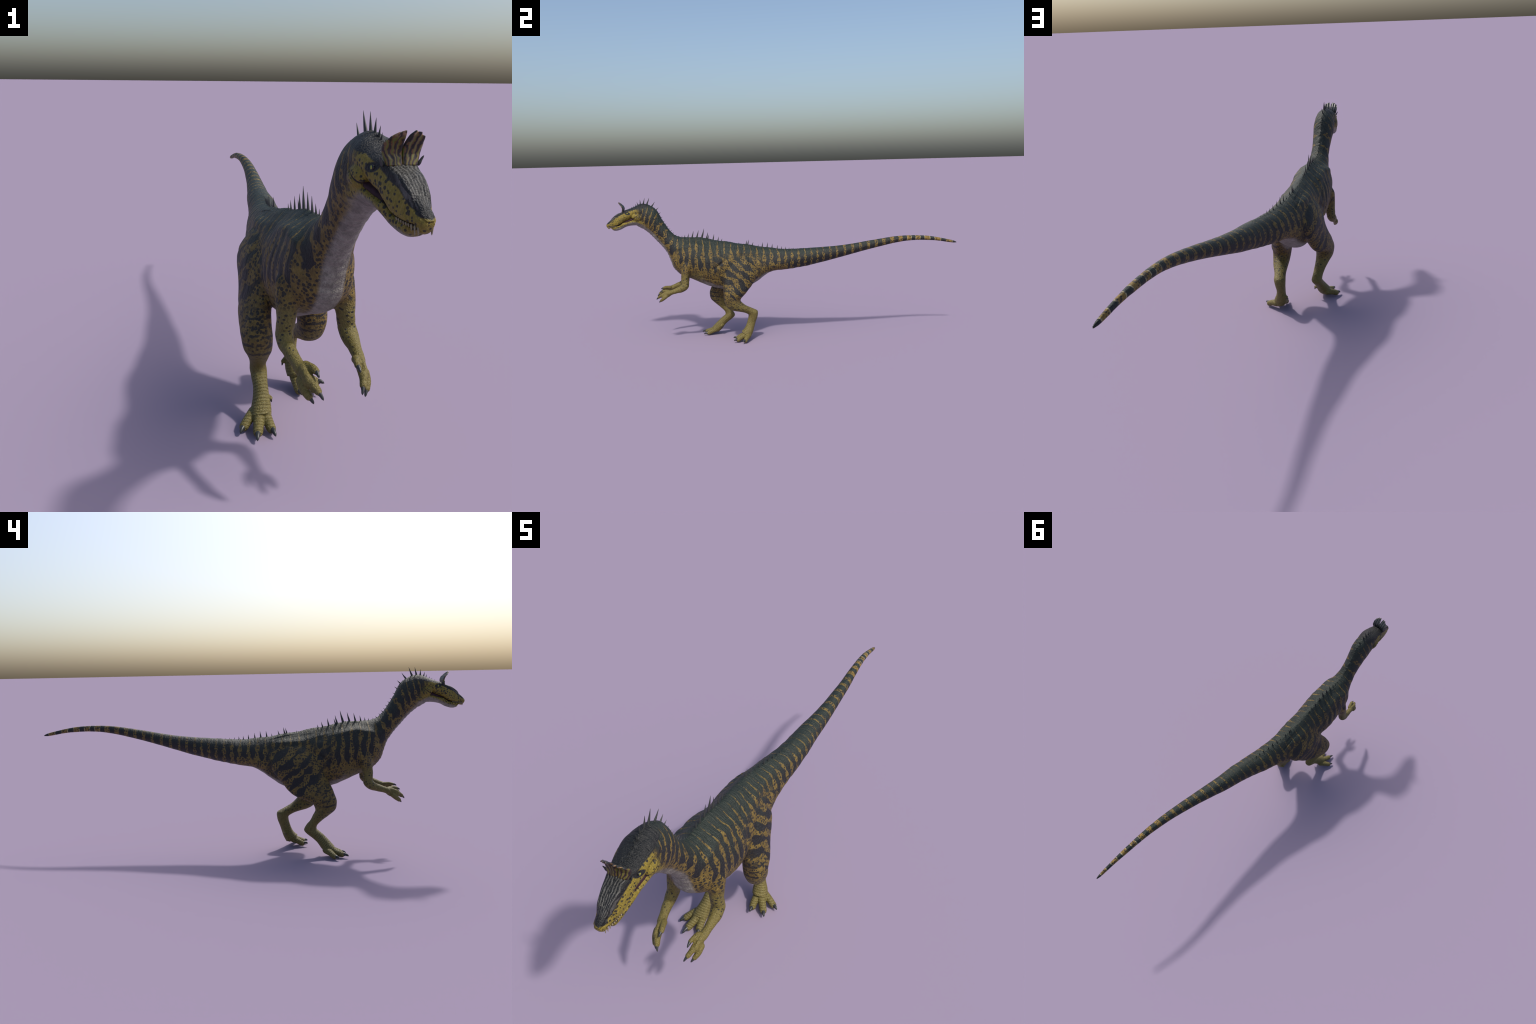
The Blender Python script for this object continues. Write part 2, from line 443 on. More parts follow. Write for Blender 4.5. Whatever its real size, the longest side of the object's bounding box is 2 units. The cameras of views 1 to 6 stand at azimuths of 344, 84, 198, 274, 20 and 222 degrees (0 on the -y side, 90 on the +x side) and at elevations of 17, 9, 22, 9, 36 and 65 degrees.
def skin():
    b = Builder("dinosaur_skin")
    wob = b.noise(9.0, 2.0)
    wob2 = b.noise(34.0, 1.0)
    y = b.y
    xc = y.curve([(s[0], s[4]) for s in TRUNK if s[0] > -0.3] + [(-1.0, MID)])
    ax = (b.x - xc).abs()
    top = y.curve([(-1.0, 0.695), (-0.95, 0.745), (-0.9, 0.775)] + [p for p in outline(0, 1) if p[0] > -0.84])
    low = y.curve([(-1.0, 0.685), (-0.96, 0.660), (-0.915, 0.670), (-0.87, 0.685)] + [p for p in outline(2, 3) if p[0] > -0.845])
    h = (b.z - low) / (top - low)

    # ---- masks for the parts of the body
    head = (y + (b.z - 0.75) * 0.35).step(-0.790, -0.835) * b.z.step(0.60, 0.64)
    neck = y.step(-0.585, -0.66)
    tail = y.step(-0.02, 0.10)
    tip = y.step(0.56, 0.66)
    thigh = (y + (b.z - 0.4) * 0.3).step(-0.42, -0.345) * y.step(-0.10, -0.165) * ax.step(0.045, 0.07) * b.z.step(0.525, 0.475)
    shin = b.z.step(0.265, 0.195)                       # lower hind limb
    arm = y.step(-0.44, -0.50) * b.z.step(0.425, 0.385) * ax.step(0.028, 0.042)
    forearm = y.step(-0.560, -0.625) * b.z.step(0.40, 0.36)
    limb = shin.max(arm).max(forearm)
    foot = b.z.step(0.145, 0.105)

    # ---- stripes: phase is a whole number in the middle of each ochre band
    lean = neck * (b.z - top) * -0.28
    phase = (y + lean + (wob - 0.5) * 0.030 * tail.step(1.0, 0.0) + (wob2 - 0.5) * 0.006).curve([(v, float(i)) for i, v in enumerate(BANDS)])
    tri = ((phase + 0.5).fract() - 0.5).abs() * 2.0      # 0 ochre .. 1 dark
    width = y.curve([(-0.85, 0.34), (-0.66, 0.36), (-0.58, 0.42), (-0.50, 0.42), (-0.2, 0.50), (0.0, 0.44), (0.12, 0.34), (0.3, 0.30), (0.45, 0.34), (0.6, 0.46), (0.7, 0.56), (1.0, 0.62)])
    beads = ((h * 19.0) + (phase + 0.5).floor() * 2.1).sin() * 0.15 * y.step(0.34, 0.20)
    fade_up = h.step(1.02, 0.70) * 0.9 + 0.1
    fade_up = fade_up + (1.0 - fade_up) * y.step(0.16, 0.34)
    open_low = h.step(0.46, 0.17) * 1.2 * y.step(0.06, -0.03) * (1.0 - neck * 0.3)
    limit = (width + beads) * fade_up + open_low + (wob2 - 0.5) * 0.22
    stripe = (tri - limit).step(-0.05, 0.05)

    # ---- thigh: chains of blotches running down and back
    across = (y + (b.z - 0.42) * 0.95) / 0.060 + (wob - 0.5) * 1.5
    chain = ((across).fract() - 0.5).abs() * 2.0
    along = (y * 0.7 - b.z + across.floor() * 0.027 + (b.noise(14.0, 1.0) - 0.5) * 0.11) * 58.0
    blotch = (chain + along.sin() * 0.32 - 0.42 + (wob2 - 0.5) * 0.3 + (b.noise(11.0, 0.0) - 0.5) * 0.7 + b.z.step(0.31, 0.25) * 0.5).step(0.05, -0.05)
    stripe = stripe * (1.0 - thigh) + blotch * thigh
    # bars across the front of the thigh, above the knee
    stripe = stripe * (1.0 - limb) * (1.0 - head)
    bars = ((b.z + (wob - 0.5) * 0.02 + y * 0.10) * 262.0).sin() + (b.noise(48.0, 1.0, b.combine(b.x, y, b.z * 2.5)) - 0.5) * 4.2
    knee = b.z.step(0.185, 0.215) * b.z.step(0.355, 0.315) * y.step(-0.345, -0.395) * y.step(-0.52, -0.48) * b.x.step(0.0, -0.02)
    knee = knee.max(b.z.step(0.185, 0.215) * b.z.step(0.345, 0.305) * y.step(-0.285, -0.325) * b.x.step(0.0, 0.02) * y.step(-0.40, -0.37))
    stripe = stripe.max(knee * bars.step(0.55, 0.85) * 0.9)

    # ---- small spots inside the ochre
    warp = b.combine(b.x + (wob2 - 0.5) * 0.006, y + (wob - 0.5) * 0.01, b.z)
    near = b.cells(105.0, warp, randomness=0.75)
    spot = (near - (wob2 - 0.5) * 0.28).step(0.47, 0.37)
    big = b.cells(72.0, b.combine(b.x + (wob2 - 0.5) * 0.004, y, b.z * 1.5), randomness=0.7)
    spot_head = (b.cells(125.0, warp, randomness=0.75) - (wob2 - 0.5) * 0.4).step(0.40, 0.31)
    sparse = (big - (wob - 0.5) * 0.2 + forearm * 0.12).step(0.35, 0.27)
    plain = (b.z.step(0.20, 0.15) + forearm * b.z.step(0.325, 0.300)).clamp()
    spots = spot * (1.0 - limb) * (1.0 - head) + sparse * limb * (1.0 - plain) + spot_head * head
    spots = spots * (1.0 - tip * 0.1)

    # ---- ground colours
    tone = b.noise(60.0, 4.0)
    ochre = b.mix(tone.step(0.35, 0.7), OCHRE_DEEP, OCHRE)
    base = b.mix(limb, ochre, OLIVE)
    base = b.mix(head, base, LEMON)
    dark = b.mix((h + (wob - 0.5) * 0.6).step(0.45, 0.95), DARK, GREEN_BLACK)
    # cream edges of the bands near the tail tip
    edge = (tri - limit).abs().step(0.17, 0.10) * (tri - limit).step(0.05, -0.02) * y.step(0.66, 0.74)
    base = b.mix(tip * 0.7, base, (0.230, 0.142, 0.022))
    base = b.mix(edge, base, CREAM)

    # ---- dark back, pale belly and throat
    back = (h + (wob - 0.5) * 0.10 + (wob2 - 0.5) * 0.06).step(0.955, 1.0) * (1.0 - tail) * (1.0 - head)
    pale_line = y.curve([(-0.97, 0.10), (-0.90, 0.15), (-0.84, 0.20), (-0.78, 0.22), (-0.70, 0.15), (-0.64, 0.18), (-0.60, 0.16), (-0.53, 0.13), (-0.42, 0.16), (-0.30, 0.14), (-0.13, 0.20), (-0.08, 0.08), (-0.02, 0.0)])
    pale = (h + (wob2 - 0.5) * 0.10 - pale_line).step(0.05, -0.06) * (h - ax.step(0.045, 0.06) * 0.08).step(-0.10, -0.04) * y.step(0.0, -0.06)
    pale = pale * (1.0 - ax.step(0.045, 0.060) * y.step(-0.420, -0.390)) * (1.0 - ax.step(0.054, 0.064) * y.step(-0.470, -0.450)) * y.step(-0.972, -0.955) * (1.0 - limb) * (1.0 - ax.step(0.048, 0.064) * y.step(-0.50, -0.53) * y.step(-0.63, -0.58))
    pale = pale * (1.0 - ax.step(0.024, 0.036) * y.step(-0.50, -0.57) * (1.0 - head))
    bib = y.step(-0.585, -0.61) * ax.step(0.034, 0.022) * b.z.step(0.62, 0.56) * b.z.step(0.33, 0.38) * h.step(0.45, 0.20)
    pale = pale.max(bib)

    colour = b.mix(spots * 0.93, base, DARK)
    colour = b.mix(stripe, colour, dark)
    colour = b.mix(back, colour, dark)
    colour = b.mix(pale * (1.0 - stripe * 0.5), colour, b.mix(tone.step(0.3, 0.7), (0.152, 0.140, 0.116), PALE))

    # ---- head: dark crown and mask, streaked snout roof, mouth line
    crown = y.curve([(-1.0, 0.6960), (-0.985, 0.7010), (-0.97, 0.7120), (-0.945, 0.7330), (-0.92, 0.7450), (-0.89, 0.7610), (-0.85, 0.7750), (-0.80, 0.7830)])
    crown_mask = (b.z - crown + (wob2 - 0.5) * 0.006).step(-0.001, 0.002) * y.step(-0.745, -0.785) * b.z.step(0.60, 0.64)
    ey, ez = y + 0.8765, b.z - 0.758
    eye_mask = ((ey + ez * 0.5) * (ey + ez * 0.5) * 0.30 + ez * ez + (wob2 - 0.5) * 0.00003).sqrt().step(0.0095, 0.0075) * head
    lores = (ez - ey * -0.25 - 0.006).abs().step(0.006, 0.003) * y.step(-0.93, -0.915) * y.step(-0.872, -0.89) * head
    colour = b.mix(crown_mask.max(eye_mask).max(lores * 0.9), colour, DARK)
    fan = ax / (y + 1.045)
    streak = (fan * 105.0 + y * 30.0 + (b.noise(34.0, 3.0) - 0.5) * 17.0).sin().step(0.0, 0.5)
    roof = (crown_mask * (b.z - crown).step(0.000, 0.006) * y.step(-0.890, -0.905) * y.step(-0.990, -0.972) * ax.step(0.028, 0.022))
    colour = b.mix(roof * streak * (tone * 1.1 + 0.1), colour, (0.120, 0.118, 0.108))
    mouth = y.curve([(-1.0, 0.686), (-0.968, 0.6835), (-0.945, 0.6865), (-0.922, 0.6945), (-0.905, 0.7060), (-0.875, 0.7170), (-0.84, 0.7300), (-0.82, 0.7440)])
    lips = (b.z - mouth).abs().step(0.0028, 0.0012) * y.step(-0.818, -0.826) * y.step(-0.990, -0.980) * head * ax.step(0.006, 0.012)
    colour = b.mix(lips, colour, PURPLE)

    # ---- feet: rows of scutes
    ring_right = ((b.x + 0.0735) * (b.x + 0.0735) + (y + 0.300) * (y + 0.300) + (b.z - 0.13) * (b.z - 0.13)).sqrt()
    ring_left = ((b.x - 0.060) * (b.x - 0.060) + (y + 0.165) * (y + 0.165) + (b.z - 0.17) * (b.z - 0.17)).sqrt()
    side = b.x.step(-0.01, 0.0)
    rings = (ring_right * (1.0 - side) + ring_left * side + (wob2 - 0.5) * 0.003) / 0.0088
    shank = (y + 0.315 + (0.12 - b.z) * 0.88) * (1.0 - side) + (y + 0.187 + (0.15 - b.z) * 0.39) * side
    foot = foot * shank.step(0.010, -0.008)
    scute = (rings.fract() - 0.5).abs() * 2.0
    colour = b.mix(foot * scute.step(0.20, 0.0) * 0.45, colour, (0.06, 0.05, 0.018))
    colour = b.mix(foot * scute.step(0.35, 0.9) * 0.35, colour, (0.21, 0.19, 0.080))

    # ---- fine grain
    grain_vec = b.combine(b.x * 1.0, y * 2.2, b.z * 0.8)
    grain = b.noise(110.0, 5.0, grain_vec, 0.62)
    scales = b.cells(330.0)
    relief = b.noise(42.0, 2.0, b.combine(b.x * 0.5, y * 3.0, b.z * 0.5), 0.5) * 1.3 + grain * 1.0 + scales * 0.45 + foot * scute.step(0.0, 0.4) * 0.35 + h.step(0.80, 1.0) * b.noise(95.0, 3.0, b.combine(b.x * 0.35, y * 1.6, b.z * 0.35), 0.6) * 2.0
    value = b.noise(170.0, 4.0, grain_vec, 0.6)
    colour = b.mix(value.step(0.60, 0.30) * 0.5, colour, b.mix(0.7, colour, (0.0, 0.0, 0.0)))
    colour = b.mix(value.step(0.55, 0.75) * 0.22, colour, b.mix(0.25, colour, (0.5, 0.48, 0.40)))
    return b.finish(colour, grain * 0.25 + 0.40, relief, 1.0, 0.0027, 0.38)


def plain_material(name, colour, rough=0.4, grain=0.0, scale=120.0, second=None, specular=0.5):
    b = Builder(name)
    n = b.noise(scale, 3.0)
    col = b.mix(n.step(0.35, 0.65), colour, second) if second else colour
    return b.finish(col, rough, n if grain else None, grain or 0.1, 0.001, specular)


def crest_material():
    b = Builder("crest_skin")
    wob = b.noise(70.0, 2.0)
    ax = (b.x - MID).abs()
    u = ax / (b.z - 0.700)
    line = ((u * 9.5 + (wob - 0.5) * 1.9).fract() - 0.5).abs() * 2.0
    col = b.mix(line.step(0.30, 0.55), (0.013, 0.010, 0.009), (0.120, 0.060, 0.018))
    col = b.mix(line.step(0.68, 0.88), col, (0.105, 0.120, 0.016))
    col = b.mix((wob + line * 0.3).step(0.72, 0.85) * b.z.step(0.808, 0.816), col, (0.28, 0.17, 0.10))
    return b.finish(col, 0.45, line + wob, 0.4, 0.001)


def eye_material():
    b = Builder("eye_iris")
    dy, dz = b.y, b.z
    r = (dy * dy + dz * dz).sqrt()
    col = b.mix(r.step(0.0036, 0.0030), (0.010, 0.010, 0.008), (0.30, 0.30, 0.02))
    col = b.mix((dy * dy * 9.0 + dz * dz).sqrt().step(0.0026, 0.0020), col, (0.006, 0.006, 0.005))
    return b.finish(col, 0.12)


# ------------------------------------------------------------------- assembly
SPINE_Y = [-0.27, -0.20, -0.15, -0.10, -0.05, 0.0, 0.07, 0.15]     # bend of the back line
SPINE_X = [MID, -0.002, 0.006, 0.015, 0.025, 0.036, 0.052, 0.065]

def relax(co, edges, rounds, weight=None, back=-0.57):
    """Taubin smoothing: rounds off the joints without shrinking the limbs."""
    n = len(co)
    deg = np.bincount(edges.ravel(), minlength=n).astype(float)[:, None]
    for k in range(rounds * 2):
        total = np.zeros_like(co)
        for a, b in ((0, 1), (1, 0)):
            for c in range(3):
                total[:, c] += np.bincount(edges[:, a], weights=co[edges[:, b], c], minlength=n)
        lap = total / np.maximum(deg, 1) - co
        step = 0.55 if k % 2 == 0 else back
        co = co + lap * (step if weight is None else step * weight[:, None])
    return co


def get_arrays(mesh):
    co = np.empty(len(mesh.vertices) * 3)
    mesh.vertices.foreach_get("co", co)
    edges = np.empty(len(mesh.edges) * 2, dtype=np.int64)
    mesh.edges.foreach_get("vertices", edges)
    return co.reshape(-1, 3), edges.reshape(-1, 2)


def set_co(mesh, co):
    mesh.vertices.foreach_set("co", np.ascontiguousarray(co).ravel())
    mesh.update()


def normals_of(mesh):
    no = np.empty(len(mesh.vertices) * 3)
    mesh.vertices.foreach_get("normal", no)
    return no.reshape(-1, 3)


def bell(d, width):
    return np.exp(-((d / width) ** 2))


def groove(co, a, b, width, depth, sign=None):
    """Depth of a furrow along the segment a-b, seen from the side (y, z)."""
    p, a, b = co[:, 1:], np.array(a), np.array(b)
    t = np.clip(((p - a) @ (b - a)) / ((b - a) @ (b - a)), 0, 1)
    d = np.linalg.norm(p - (a + t[:, None] * (b - a)), axis=1)
    return depth * bell(d, width) * np.sin(np.pi * np.clip(t, 0.08, 0.92))


def sculpt(mesh):
    co, edges = get_arrays(mesh)
    co = relax(co, edges, 7)
    # melt the muscles of hip and shoulder into the trunk
    y, z = co[:, 1], co[:, 2]
    melt = bell(np.hypot((y + 0.245) / 1.25, z - 0.455), 0.085) + bell(np.hypot(y + 0.565, z - 0.430), 0.055)
    co = relax(co, edges, 35, np.clip(melt * 1.3, 0, 1), 0.30)
    set_co(mesh, co)
    no = normals_of(mesh)
    x, y, z = co.T
    off = np.abs(x - MID)
    push = np.zeros(len(co))
    push += 0.0007 * np.clip((0.34 - z) / 0.06, 0, 1) + 0.0006 * (y < -0.84)
    # skin folds and soft unevenness, from noise stretched down the flanks
    fold = np.array([noise.noise((p[0] * 22, p[1] * 46, p[2] * 17)) for p in co])
    lump = np.array([noise.noise((p[0] * 11 + 5, p[1] * 11, p[2] * 11)) for p in co])
    calm = np.clip((z - 0.20) / 0.1, 0.25, 1) * np.where(y > 0.15, 0.3, 1.0) * np.where(y < -0.80, 0.35, 1.0)
    push += calm * (0.0016 * fold + 0.0018 * lump)
    # throat wrinkles across the underside of the neck
    along = (y + 0.85) * 0.62 - (z - 0.69) * 0.78
    throat = np.clip((0.034 - off) / 0.02, 0, 1) * (y < -0.60) * (no[:, 1] < -0.2) * (z < 0.70)
    push += throat * 0.0006 * np.sin(along * 330 + 2.0 * fold)
    # loose skin in front of the thigh, rib hollow, breast fold
    flank = off > 0.05
    push -= flank * groove(co, (-0.425, 0.415), (-0.325, 0.485), 0.0075, 0.0045)
    push -= flank * groove(co, (-0.44, 0.375), (-0.365, 0.355), 0.006, 0.0030)
    push -= flank * groove(co, (-0.50, 0.385), (-0.42, 0.372), 0.006, 0.0025)
    push -= flank * groove(co, (-0.205, 0.46), (-0.145, 0.39), 0.008, 0.0030)
    # edge of the flat back over the ribs and hips
    rim = np.interp(y, [-0.60, -0.52, -0.43, -0.30, -0.20, -0.05], [0.556, 0.570, 0.548, 0.520, 0.514, 0.508])
    crest_of = np.interp(y, [-0.63, -0.59, -0.46, -0.42, -0.36, -0.31, -0.25, -0.14, -0.06], [0, 0.0065, 0.0055, 0.001, -0.0035, 0.001, 0.0060, 0.0045, 0])
    push += crest_of * bell(z - rim, 0.014) * (off > 0.03)
    push -= 0.0022 * bell(z - rim - 0.026, 0.010) * (off > 0.012) * np.clip((y + 0.60) / 0.05, 0, 1) * np.clip((-0.06 - y) / 0.08, 0, 1)
    # ribs
    ribs = np.clip((z - 0.37) / 0.03, 0, 1) * np.clip((0.55 - z) / 0.03, 0, 1) * np.clip((y + 0.53) / 0.03, 0, 1) * np.clip((-0.37 - y) / 0.03, 0, 1)
    push += 0.0013 * ribs * np.sin((y + 0.25 * z) * 190 + 1.5 * lump)
    # closed lips, nostrils, eye sockets, snout ridges
    mouth = np.interp(y, [-0.99, -0.968, -0.945, -0.922, -0.905, -0.875, -0.84, -0.82], [0.686, 0.6835, 0.6865, 0.6945, 0.706, 0.717, 0.730, 0.744])
    push -= 0.0030 * bell(z - mouth, 0.0026) * (y < -0.815) * (y > -0.985) * (off > 0.008)
    push += 0.0012 * bell(z - mouth - 0.007, 0.004) * (y < -0.84) * (off > 0.012)
    for s in (-1, 1):
        d = np.linalg.norm((co - np.array([MID + s * 0.0145, -0.981, 0.7085])) * (1, 0.6, 1.3), axis=1)
        push -= 0.0030 * bell(d, 0.0036)
        d = np.linalg.norm(co - np.array([MID + s * 0.036, -0.8765, 0.758]), axis=1)
        push -= 0.0018 * bell(d, 0.008)
        d = (co - np.array([MID + s * 0.033, -0.886, 0.7685])) * (1.0, 0.42, 1.3)
        push += 0.0032 * bell(np.linalg.norm(d, axis=1), 0.009)
    ridge = np.interp(y, [-0.985, -0.95, -0.92, -0.895], [0.010, 0.016, 0.021, 0.026])
    push += 0.0038 * bell(off - ridge, 0.0050) * (no[:, 2] > 0.2) * (y < -0.895) * np.clip((y + 0.972) / 0.007, 0, 1)
    push -= 0.0020 * bell(off, 0.010) * (no[:, 2] > 0.3) * (y < -0.905) * (y > -0.97)
    # rings of the scutes on feet
    for centre, inside in (((-0.0735, -0.300, 0.13), x < -0.005), ((0.060, -0.165, 0.17), x >= -0.005)):
        r = np.linalg.norm(co - np.array(centre), axis=1) / 0.0088
        push += 0.00018 * (np.abs(np.sin(np.pi * r)) - 0.5) * inside * (z < 0.125) * (no[:, 2] > -0.2)
    # low keel with a ragged edge along the spine
    keel = np.array([noise.noise((0.0, p[1] * 160, p[2] * 120)) for p in co])
    push += (0.0012 + 0.0018 * keel) * bell(x - np.interp(y, SPINE_Y, SPINE_X), 0.006) * (no[:, 2] > 0.35) * (y > -0.86) * (y < 0.12) * (z > 0.45)
    co = co + no * push[:, None]
    set_co(mesh, co)


def trunk_tree():
    from mathutils.bvhtree import BVHTree
    bm = bmesh.new()
    loft(bm, TRUNK, 220, 48)
    tree = BVHTree.FromBMesh(bm)
    bm.free()
    return tree


def region_of(c, tree):
    x, y, z = c
    if y < -0.655 and z < 0.37:
        return "hand.R" if x < MID else "hand.L"
    if x < MID and -0.50 < y < -0.25 and z < 0.112:
        return "foot.R"
    if x >= MID and -0.33 < y < -0.13 and z < 0.140:
        return "foot.L"
    if z < 0.29 and y > -0.50 and y < -0.1:
        return "hindlimb.R" if x < MID else "hindlimb.L"
    if y < -0.803:
        mouth = np.interp(y, [-0.99, -0.968, -0.945, -0.922, -0.905, -0.875, -0.84, -0.82], [0.686, 0.6835, 0.6865, 0.6945, 0.706, 0.717, 0.730, 0.744])
        return "lower_jaw" if z < mouth and y < -0.822 and not (z > 0.684 and y < -0.974) and y > -0.9805 else "head"
    near = tree.find_nearest(Vector(c))
    far = (Vector(c) - near[0]).length
    outside = far > 0.006 and (Vector(c) - near[0]).dot(near[1]) > 0
    if outside and z < 0.44 and -0.66 < y < -0.49:
        return "forelimb.R" if x < MID else "forelimb.L"
    if outside and z < 0.47 and -0.45 < y < -0.10:
        return "hindlimb.R" if x < MID else "hindlimb.L"
    if (y + 0.615) * 0.87 - (z - 0.545) * 0.49 < 0 and y < -0.55:
        return "neck"
    return "tail" if y > -0.055 else "torso"


def split_body(mesh, root, material):
    """Cut the finished skin into named parts that keep the whole body's normals."""
    tree = trunk_tree()
    co, _ = get_arrays(mesh)
    normals = normals_of(mesh)
    faces = [tuple(p.vertices) for p in mesh.polygons]
    label = {}
    for f in faces:
        c = co[list(f)].mean(0)
        label.setdefault(region_of(c, tree), []).append(f)
    parts = {}
    for key in sorted(label):
        used = sorted({v for f in label[key] for v in f})
        index = {v: i for i, v in enumerate(used)}
        part = bpy.data.meshes.new(key.split(".")[0])
        part.from_pydata([tuple(co[v]) for v in used], [], [[index[v] for v in f] for f in label[key]])
        part.update()
        part.polygons.foreach_set("use_smooth", [True] * len(part.polygons))
        part.normals_split_custom_set_from_vertices([tuple(normals[v]) for v in used])
        part.materials.append(material)
        obj = bpy.data.objects.new(key.split(".")[0], part)
        bpy.context.scene.collection.objects.link(obj)
        obj.parent = root
        parts[key] = obj
    return parts


def new_part(name, bm, material, parent, location=(0, 0, 0)):
    mesh = bpy.data.meshes.new(name)
    bmesh.ops.recalc_face_normals(bm, faces=bm.faces)
    bm.to_mesh(mesh)
    bm.free()
    for m in material if isinstance(material, list) else [material]:
        mesh.materials.append(m)
    mesh.polygons.foreach_set("use_smooth", [True] * len(mesh.polygons))
    obj = bpy.data.objects.new(name, mesh)
    obj.location = location
    bpy.context.scene.collection.objects.link(obj)
    obj.parent = parent
    return obj


def claw(name, root_point, tip, radius, bend, material, parent, flat=0.85):
    """Curved, tapering claw; `bend` lifts its middle."""
    a, c = Vector(root_point), Vector(tip)
    m = (a + c) / 2 + Vector(bend)
    c = c + (c - a).normalized() * radius * 0.28
    pts = [a + (a - m) * 0.25, a, a * 0.25 + m * 0.5 + c * 0.25 + (m - (a + c) / 2) * 0.2, c * 0.8 + m * 0.2, c]
    bm = bmesh.new()
    tube(bm, [tuple(p) for p in pts], (radius * 0.9, radius, radius * 0.72, radius * 0.34, radius * 0.05), 16, 12, flat=flat)
    return new_part(name, bm, material, parent)


# dorsal spines: place along the back (y), height of the foot (z), length, backward lean
SPINES = [
    (-0.869, 0.782, 0.0046, -8), (-0.856, 0.785, 0.0075, -6), (-0.843, 0.790, 0.0096, -18), (-0.830, 0.798, 0.0110, -18),
    (-0.820, 0.802, 0.0169, -14), (-0.805, 0.806, 0.0239, -4), (-0.789, 0.806, 0.0331, 13), (-0.770, 0.803, 0.0381, 22),
    (-0.743, 0.792, 0.0296, 36), (-0.720, 0.771, 0.0193, 47), (-0.704, 0.750, 0.0120, 55), (-0.694, 0.727, 0.0090, 65),
    (-0.682, 0.703, 0.0090, 62), (-0.673, 0.687, 0.0101, 56), (-0.663, 0.671, 0.0100, 52), (-0.654, 0.657, 0.0100, 55),
    (-0.645, 0.646, 0.0116, 52), (-0.633, 0.633, 0.0096, 50), (-0.617, 0.620, 0.0091, 42), (-0.602, 0.614, 0.0070, 30),
    (-0.581, 0.609, 0.0098, 10), (-0.565, 0.608, 0.0144, 10), (-0.546, 0.607, 0.0223, 11), (-0.522, 0.607, 0.0337, 13),
    (-0.495, 0.606, 0.0386, 15), (-0.466, 0.604, 0.0487, 15), (-0.440, 0.597, 0.0347, 15), (-0.433, 0.595, 0.0225, 19),
    (-0.402, 0.588, 0.0310, 11), (-0.375, 0.581, 0.0234, 15), (-0.354, 0.579, 0.0135, 16), (-0.257, 0.561, 0.0053, 2),
    (-0.212, 0.554, 0.0236, 15), (-0.202, 0.553, 0.0267, 12), (-0.176, 0.548, 0.0183, 16), (-0.143, 0.541, 0.0114, 12),
    (-0.119, 0.538, 0.0246, 8), (-0.091, 0.534, 0.0272, 7), (-0.063, 0.531, 0.0219, 5), (-0.033, 0.528, 0.0179, 5),
    (-0.008, 0.526, 0.0133, 4), (0.013, 0.525, 0.0120, 4), (0.034, 0.524, 0.0087, 5), (0.058, 0.524, 0.0067, 7), (0.080, 0.524, 0.0045, 7),
]


def add_spines(parts, material):
    bm = bmesh.new()
    tube(bm, [(0, 0, -0.10), (0, 0.0, 0.15), (0, 0.012, 0.55), (0, 0.0, 0.985)], (0.135, 0.130, 0.075, 0.012), 12, 10, flat=0.7, across=(1, 0, 0))
    first = None
    for y, z, length, lean in SPINES:
        if first is None:
            obj = first = new_part("spine", bm, material, None)
        else:
            obj = first.copy()
            bpy.context.scene.collection.objects.link(obj)
        x = float(np.interp(y, SPINE_Y, SPINE_X))
        obj.location = (x, y, z - 0.001)
        obj.rotation_euler = (-math.radians(lean), 0, math.radians(random.uniform(-8, 8)))
        thick = length * (0.62 if length > 0.02 else 1.0) + (0.011 if length > 0.02 else 0.004)
        obj.scale = (thick, thick, length * 1.08 + 0.0012)
        obj.parent = parts["head"] if y < -0.803 else parts["neck"] if y < -0.60 else parts["torso"] if y < -0.055 else parts["tail"]


def add_crest(parts, front, back):
    """Two fluted lobes standing across the head and curling forward."""
    zs = [0.764, 0.782, 0.790, 0.800, 0.808, 0.814, 0.822]
    ys = [-0.906, -0.902, -0.9035, -0.9085, -0.9155, -0.9205, -0.9265]
    for sign in (-1, 1):
        bm = bmesh.new()
        nu, nv = 28, 26
        grid = {}
        for f in (0, 1):
            for i in range(nu + 1):
                for j in range(nv + 1):
                    u, v = i / nu, j / nv
                    rim = float(np.interp(u, [0, 0.15, 0.5, 0.82, 1.0], [0.8130, 0.8195, 0.8165, 0.8095, 0.7990]))
                    rim += 0.0012 * abs(math.sin(u * 3 * math.pi)) - 0.0006
                    z = 0.764 + (rim - 0.764) * v
                    inner = 0.0003 + 0.0030 * v**5
                    outer = 0.0265 + 0.0085 * math.sin(v * 1.7)
                    x = MID + sign * (inner + (outer - inner) * u)
                    flute = 0.0016 * math.cos(u * 6 * math.pi) * v
                    round_off = max(0.0, 1 - (2 * u - 1) ** 8) ** 0.5 * max(0.0, 1 - v**10) ** 0.5
                    thick = (0.0046 * (1 - v) + 0.0025 * v) * (0.35 + 0.65 * round_off)
                    y = float(np.interp(z, zs, ys)) + flute + (1 if f else -1) * thick
                    y += 0.004 * (abs(u - 0.3)) ** 2
                    grid[f, i, j] = bm.verts.new((x, y, z))
        for f in (0, 1):
            for i in range(nu):
                for j in range(nv):
                    q = [grid[f, i, j], grid[f, i + 1, j], grid[f, i + 1, j + 1], grid[f, i, j + 1]]
                    face = bm.faces.new(q)
                    face.material_index = f
        rim = [(i, 0) for i in range(nu)] + [(nu, j) for j in range(nv)] + [(i, nv) for i in range(nu, 0, -1)] + [(0, j) for j in range(nv, 0, -1)]
        for k, p in enumerate(rim):
            n = rim[(k + 1) % len(rim)]
            bm.faces.new((grid[0, *p], grid[0, *n], grid[1, *n], grid[1, *p]))
        new_part("crest", bm, [front, back], parts["head"])
        claw("brow_horn", (MID + sign * 0.0325, -0.9010, 0.766), (MID + sign * 0.0380, -0.9040, 0.7780), 0.0030, (0, 0.001, 0), back, parts["head"])


